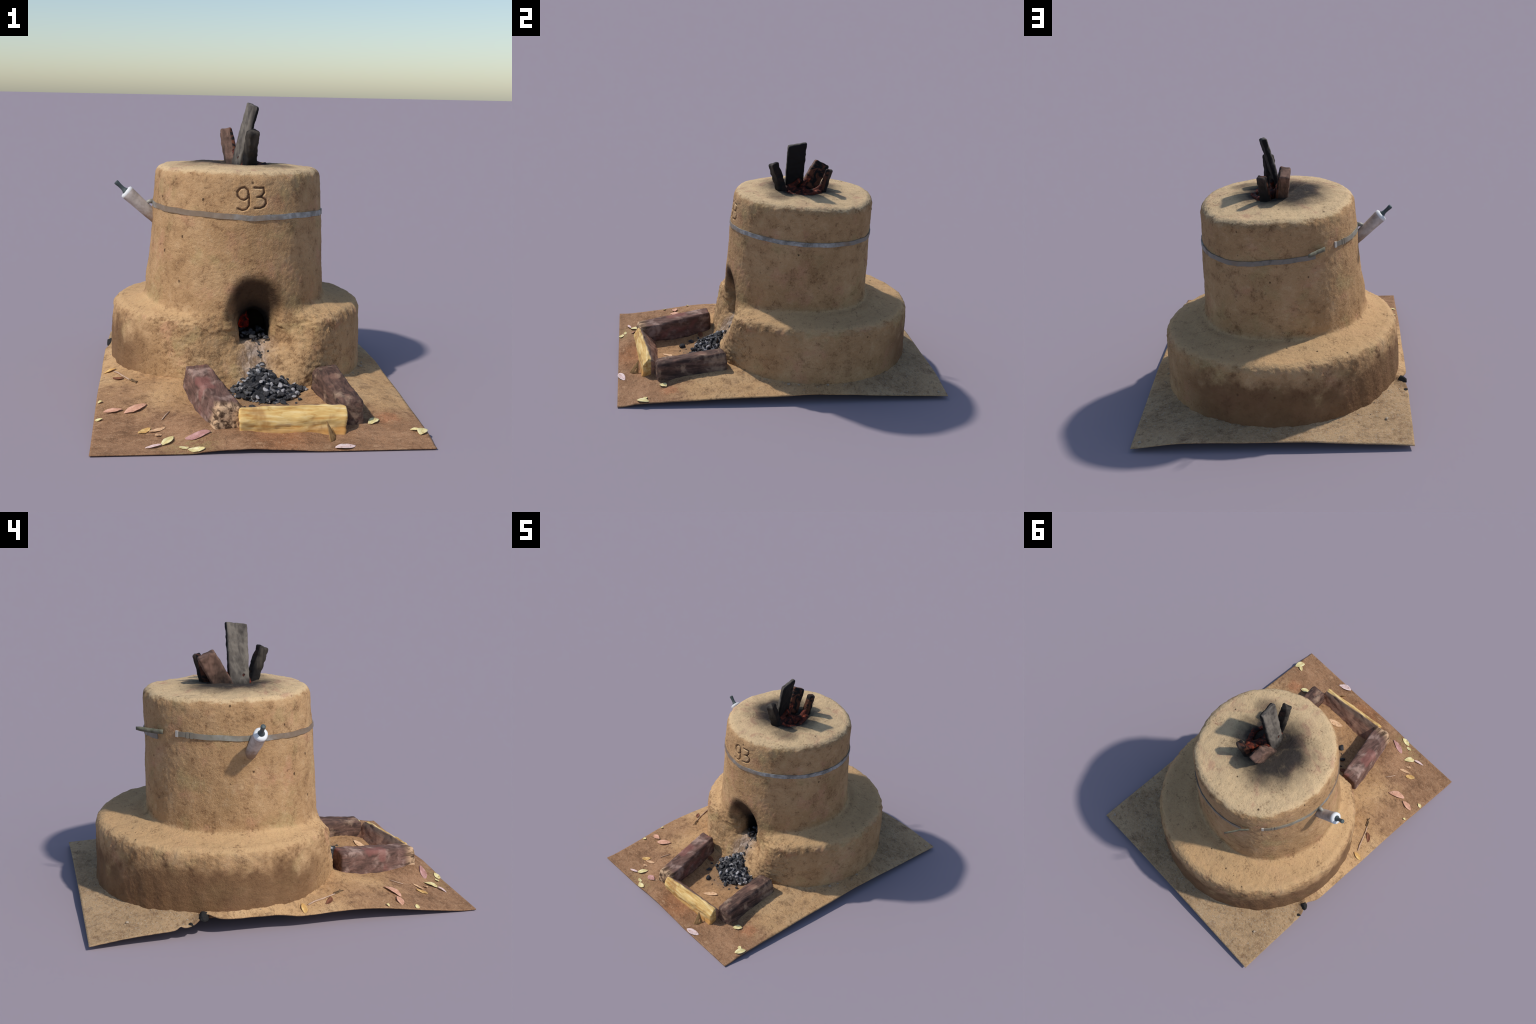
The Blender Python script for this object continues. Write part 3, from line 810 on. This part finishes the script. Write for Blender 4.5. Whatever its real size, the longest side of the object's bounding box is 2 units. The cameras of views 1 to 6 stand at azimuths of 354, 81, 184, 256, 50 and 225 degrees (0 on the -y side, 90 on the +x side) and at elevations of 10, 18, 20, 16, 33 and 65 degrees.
# ember at the end of the fire mouth
mg = Mat("glowing_ember", .8)
g_ = mg.noise(30, 3, .6, .5)
gc = mg.ramp(g_, [(.40, lin((14, 6, 5))), (.55, lin((90, 16, 8))), (.72, lin((190, 50, 18)))])
mg.put(mg.b.inputs["Emission Color"], gc); mg.b.inputs["Emission Strength"].default_value = .12
Vb, Fb = block([(-.045, -.06, .30), (.02, -.06, .30), (.02, .04, .30), (-.045, .04, .30), (-.045, -.05, .415), (.0, -.05, .41), (.0, .04, .41), (-.045, .04, .42)], .02, .008, .012, 30, 9)
thing("ember_bed", Vb, Fb, mg.done(gc, g_, .5, .004), stove)

# ------------------------------------------------------------------ charcoal heap
heap = empty("charcoal_heap", "heap of black charcoal with grey ash", "charcoal", (.05, -.40, .08))
def heap_height(x, y):
    dx, dy = x - .045, y + .305
    ang = np.arctan2(dy, dx)
    Rr = .190 + .02 * np.sin(ang * 3 + 1.0) + .015 * np.cos(ang * 5) + .055 * np.maximum(np.cos(ang + .70), 0) ** 2
    d = np.hypot(dx, dy * 1.02) / Rr
    return .126 * np.maximum(1 - d, 0) ** .95
gx, gy = np.meshgrid(np.linspace(-.19, .32, 80), np.linspace(-.57, -.22, 58), indexing='ij')
hx, hy = gx.ravel(), gy.ravel()
hz = .064 + heap_height(hx, hy) - .012
hz += np.abs(fbm(np.stack([hx, hy, 0 * hx], 1), 55, 2, 7)) * .016
Fh = [(i * 58 + j, (i + 1) * 58 + j, (i + 1) * 58 + j + 1, i * 58 + j + 1) for i in range(79) for j in range(57)]
keep = heap_height(hx, hy) > 0
Fh = [f for f in Fh if all(keep[v] for v in f)]
used = sorted({v for f in Fh for v in f}); rm = {u: i for i, u in enumerate(used)}
def charcoal(name, dark, pale, ashy):
    m = Mat(name, .7)
    n = m.noise(70, 3, .65); s = m.noise(24, 2, .5)
    col = m.ramp(n, [(.35, lin(dark)), (.62, lin(pale))])
    col = m.mix(m.mul(m.step(s, .5, .64), ashy), col, lin((196, 192, 192)))
    return m.done(col, n, .5, .004)
COAL = [charcoal("charcoal_black", (20, 20, 22), (52, 52, 56), .30), charcoal("charcoal_grey", (40, 40, 42), (100, 100, 102), .6),
        charcoal("ash_white", (120, 118, 118), (206, 202, 202), .7)]
base = thing("ash_mound", np.stack([hx, hy, hz], 1)[used] - np.array([.05, -.40, .08]), [tuple(rm[v] for v in f) for f in Fh], COAL[0], heap)
import bmesh
def lump_mesh(seed, mat):
    bm = bmesh.new(); bmesh.ops.create_icosphere(bm, subdivisions=2, radius=1)
    P = np.array([v.co[:] for v in bm.verts])
    r = random.Random(seed)
    for _ in range(9):   # chop flat facets
        n = Vector((r.gauss(0, 1), r.gauss(0, 1), r.gauss(0, 1))).normalized(); h = r.uniform(.5, .85)
        for v in bm.verts:
            s = v.co.dot(n) - h
            if s > 0: v.co -= n * s
    for v in bm.verts: v.co += Vector((r.gauss(0, .03), r.gauss(0, .03), r.gauss(0, .03)))
    me = bpy.data.meshes.new("charcoal_lump"); bm.to_mesh(me); bm.free(); me.materials.append(mat); return me
LUMPS = [[lump_mesh(10 * k + i, COAL[k]) for i in range(5)] for k in range(3)]
def lump(p, s, kind):
    ob = bpy.data.objects.new("charcoal_lump", LUMPS[kind][R.randrange(5)]); link(ob, heap)
    ob.location = Vector(p) - Vector((.05, -.40, .08)); ob.rotation_euler = (R.uniform(-.6, .6), R.uniform(-.6, .6), R.uniform(0, 6.28))
    ob.scale = (s * R.uniform(.9, 1.5), s * R.uniform(.7, 1.1), s * R.uniform(.5, .85))
n = 0
while n < 205:
    px, py = R.uniform(-.16, .30), R.uniform(-.55, -.29)
    hh = float(heap_height(np.array(px), np.array(py)))
    if hh <= .002: continue
    kind = R.choices((0, 1, 2), (.52, .28, .20))[0]
    s = R.uniform(.007, .016) if kind else R.uniform(.009, .019)
    lump((px, py, .064 + hh - .002 + R.uniform(-.002, .005)), s, kind); n += 1
for _ in range(34):      # coals lying on the floor of the fire mouth
    px, py = R.uniform(-.04, .09), R.uniform(-.235, -.03)
    lump((px, py, .290 + R.uniform(0, .012)), R.uniform(.008, .015), R.choices((0, 1, 2), (.8, .17, .03))[0])
for _ in range(24):      # and spilling over the sill
    px = .026 + R.gauss(0, .036); py = R.uniform(-.285, -.19)
    if abs(px - .026) > .07: continue
    zz = .284 if py > -.215 else .284 - (-.215 - py) * 1.1
    lump((px, py, zz), R.uniform(.005, .010), R.choices((0, 1, 2), (.72, .2, .08))[0])
for px, py, s in ((-.017, -.583, .023), (.133, -.536, .018), (-.088, -.521, .018), (.09, -.53, .007), (.02, -.52, .006), (.215, -.50, .014),
                  (.06, -.60, .005), (.15, -.57, .006), (-.05, -.55, .006), (.03, -.56, .005), (.19, -.55, .007), (-.12, -.47, .010), (.1, -.58, .004)):
    lump((px, py, float(soil(px, py)[0]) + s * .25), s, 0)

# ------------------------------------------------------------------ soil patch
nx, ny = 148, 200
X, Y = np.meshgrid(np.linspace(-.732, .732, nx), np.linspace(-.998, .998, ny), indexing='ij')
sx, sy = X.ravel(), Y.ravel()
sz = soil(sx, sy)
# broken left border: a stone hollow lifts and bites the rim
bite = np.exp(-((sy - .435) / .042) ** 2) * sstep(-.66, -.72, sx)
sz = sz + bite * .030
bite2 = np.exp(-((sy - .56) / .016) ** 2) * sstep(-.70, -.73, sx); sz = sz + bite2 * .016
sx2 = sx + np.exp(-((sy - .42) / .05) ** 2) * sstep(-.60, -.735, sx) * .030
S = np.stack([sx2, sy, sz], 1)
Fs = np.array([(i * ny + j, (i + 1) * ny + j, (i + 1) * ny + j + 1, i * ny + j + 1) for i in range(nx - 1) for j in range(ny - 1)])
patch = thing("soil_patch", S, Fs, SOILM, None, "thin rectangular patch of dry trodden soil", "ground")
sol = patch.modifiers.new("thickness", 'SOLIDIFY'); sol.thickness = .005; sol.offset = -1

# stones: black ones at the broken border, pale grit along the foot
BLACK = plain("black_stone", [(22, 22, 22), (52, 50, 48)], 40)
PEB = plain("pale_pebble", [(150, 128, 104), (200, 182, 160)], 40)
stone_me = []
for i, mt in enumerate((BLACK, BLACK, PEB, PEB, PEB)):
    me = lump_mesh(200 + i, mt); me.name = "stone"; stone_me.append(me)
def stone(p, s, k, sc=(1, 1, .7)):
    ob = bpy.data.objects.new("stone", stone_me[k]); link(ob, patch); ob.location = p
    ob.scale = (s * sc[0], s * sc[1], s * sc[2]); ob.rotation_euler = (0, 0, R.uniform(0, 6))
stone((-.698, .440, .098), .034, 0, (.8, 1.1, .9)); stone((-.718, .505, .074), .016, 1)
for px, py, s in ((.618, .026, .012), (.636, .087, .009), (.648, .264, .009), (.69, .95, .010), (-.60, .80, .010)):
    stone((px, py, float(soil(px, py)[0]) + s * .3), s, 2 + R.randrange(3))
k = 0
while k < 60:
    an = R.uniform(-2.4, 3.6); rr = .665 + abs(R.gauss(0, .03))
    px, py = -.03 + rr * math.cos(an), .238 + rr * math.sin(an)
    if abs(px) > .72 or py < -.25: continue
    stone((px, py, float(soil(px, py)[0]) + .001), R.uniform(.002, .005), 2 + R.randrange(3)); k += 1

# ------------------------------------------------------------------ dry leaves and twigs
def leaf_material(name, c0, c1):
    m = Mat(name, .75)
    n = m.noise(30, 3, .6); v = m.math('ABSOLUTE', m.y)
    col = m.mix(m.step(n, .35, .65), lin(c0), lin(c1))
    col = m.mix(m.step(m.noise(55, 4, .7, off=3.0), .50, .66, 0, .65), col, lin((140, 104, 76)))
    col = m.mix(m.step(v, .0016, .0006, 0, .35), col, lin((150, 110, 80)))
    return m.done(col, n, .3, .002)
LM = {"pink": leaf_material("leaf_pink", (206, 152, 124), (222, 172, 146)), "mauve": leaf_material("leaf_mauve", (170, 122, 116), (196, 150, 142)),
      "cream": leaf_material("leaf_cream", (222, 204, 140), (236, 224, 172)), "tan": leaf_material("leaf_tan", (206, 158, 92), (226, 188, 122)),
      "rose": leaf_material("leaf_rose", (228, 196, 188), (236, 212, 206)), "rust": leaf_material("leaf_rust", (104, 62, 44), (140, 88, 62)),
      "peach": leaf_material("leaf_peach", (216, 172, 130), (230, 190, 150))}
def leaf(p, q, width, mat, curl=.25, seed=0):
    """Thin curled blade from stalk p to tip q, laid on the soil."""
    p, q = Vector(p), Vector(q); L = (q - p).length; nu, nv = 14, 6
    r = random.Random(seed); bend = r.uniform(.02, .08) * L; V, F = [], []
    ang = math.atan2(q.y - p.y, q.x - p.x); mid = (p + q) / 2; ca, sa = math.cos(ang), math.sin(ang)
    skew = r.uniform(.8, 1.25)
    z0 = float(soil(mid.x, mid.y)[0]) + .003
    for i in range(nu + 1):
        u = i / nu; w = width / 2 * (math.sin(math.pi * min(1, u ** skew * .97 + .015)) ** .75)
        for j in range(nv + 1):
            v = (j / nv - .5) * 2
            lx = (u - .5) * L; ly = v * w + bend * math.sin(math.pi * u)
            wx, wy = mid.x + lx * ca - ly * sa, mid.y + lx * sa + ly * ca
            lift = curl * abs(v) ** 2 * w + .004 * math.sin(3.5 * u + seed) + .002
            V.append((lx, ly, float(soil(min(.73, max(-.73, wx)), min(.99, max(-.99, wy)))[0]) + lift - z0 + .003))
    for i in range(nu):
        for j in range(nv):
            a = i * (nv + 1) + j; F.append((a, a + nv + 1, a + nv + 2, a + 1))
    ob = thing("dry_leaf", V, F, LM[mat], patch)
    ob.location = (mid.x, mid.y, z0); ob.rotation_euler = (0, 0, ang)
    s = ob.modifiers.new("thickness", 'SOLIDIFY'); s.thickness = .0016
LEAVES = [((-.500, -.572), (-.601, -.631), .046, "pink"), ((-.610, -.605), (-.694, -.599), .036, "pink"), ((-.694, -.676), (-.727, -.670), .022, "cream"),
          ((-.482, -.769), (-.535, -.812), .034, "tan"), ((-.417, -.778), (-.488, -.809), .020, "peach"), ((-.433, -.831), (-.462, -.848), .018, "peach"),
          ((-.385, -.858), (-.436, -.918), .038, "cream"), ((-.433, -.917), (-.504, -.938), .016, "rose"), ((-.228, -.904), (-.336, -.885), .040, "mauve"),
          ((-.255, -.984), (-.325, -.974), .034, "cream"), ((-.322, -.955), (-.362, -.955), .020, "cream"), ((.387, -.958), (.294, -.988), .042, "rose"),
          ((.722, -.814), (.690, -.884), .045, "cream"), ((.704, -.844), (.660, -.825), .022, "cream"), ((-.660, -.071), (-.722, -.070), .030, "tan"),
          ((-.617, -.239), (-.669, -.194), .026, "rust"), ((.105, -.712), (.205, -.662), .040, "peach"), ((-.131, -.446), (-.182, -.459), .030, "rust"),
          ((.490, -.745), (.545, -.708), .036, "cream"), ((-.702, -.505), (-.724, -.515), .014, "cream")]
for i, (p, q, w, c) in enumerate(LEAVES):
    leaf((*p, 0), (*q, 0), w, c, .18 if w > .03 else .3, i)
TWIG = plain("dry_twig", [(170, 138, 112), (214, 184, 160)], 40); TWIGD = plain("dark_twig", [(96, 76, 54), (140, 112, 82)], 40)
def twig(pts, r, mat):
    P = [(x, y, float(soil(x, y)[0]) + h) for x, y, h in pts]
    Vt, Ft = tube(P, [r * R.uniform(.8, 1.2) for _ in P], 7); thing("twig", Vt, Ft, mat, patch)
twig([(-.585, -.268, .004), (-.605, -.235, .006), (-.625, -.188, .004), (-.645, -.14, .006), (-.665, -.10, .003)], .004, TWIG)
twig([(-.554, -.328, .004), (-.560, -.30, .008), (-.576, -.266, .004)], .003, TWIGD)
twig([(-.585, -.268, .004), (-.570, -.30, .006), (-.545, -.31, .004)], .003, TWIGD)
twig([(-.433, -.713, .002), (-.418, -.68, .003), (-.400, -.650, .002)], .0028, TWIG)
# a curled chip leaning on the split log, pierced by a hole
Vt, Ft = [], []
foot0, foot1, tip = Vector((.285, -.932, .012)), Vector((.318, -.872, .02)), Vector((.276, -.872, .092))
nn = 12
for i in range(nn + 1):
    for j in range(nn + 1):
        u, v = i / nn, j / nn
        p = foot0.lerp(foot1, u).lerp(tip, v); p.x += .010 * math.sin(math.pi * u) * (1 - v)
        Vt.append(p)
for i in range(nn):
    for j in range(nn):
        if i in (6, 7) and j in (3, 4): continue
        a = i * (nn + 1) + j; Ft.append((a, a + nn + 1, a + nn + 2, a + 1))
chip = thing("wood_chip", Vt, Ft, LEAFCHIP, patch)
s = chip.modifiers.new("thickness", 'SOLIDIFY'); s.thickness = .003
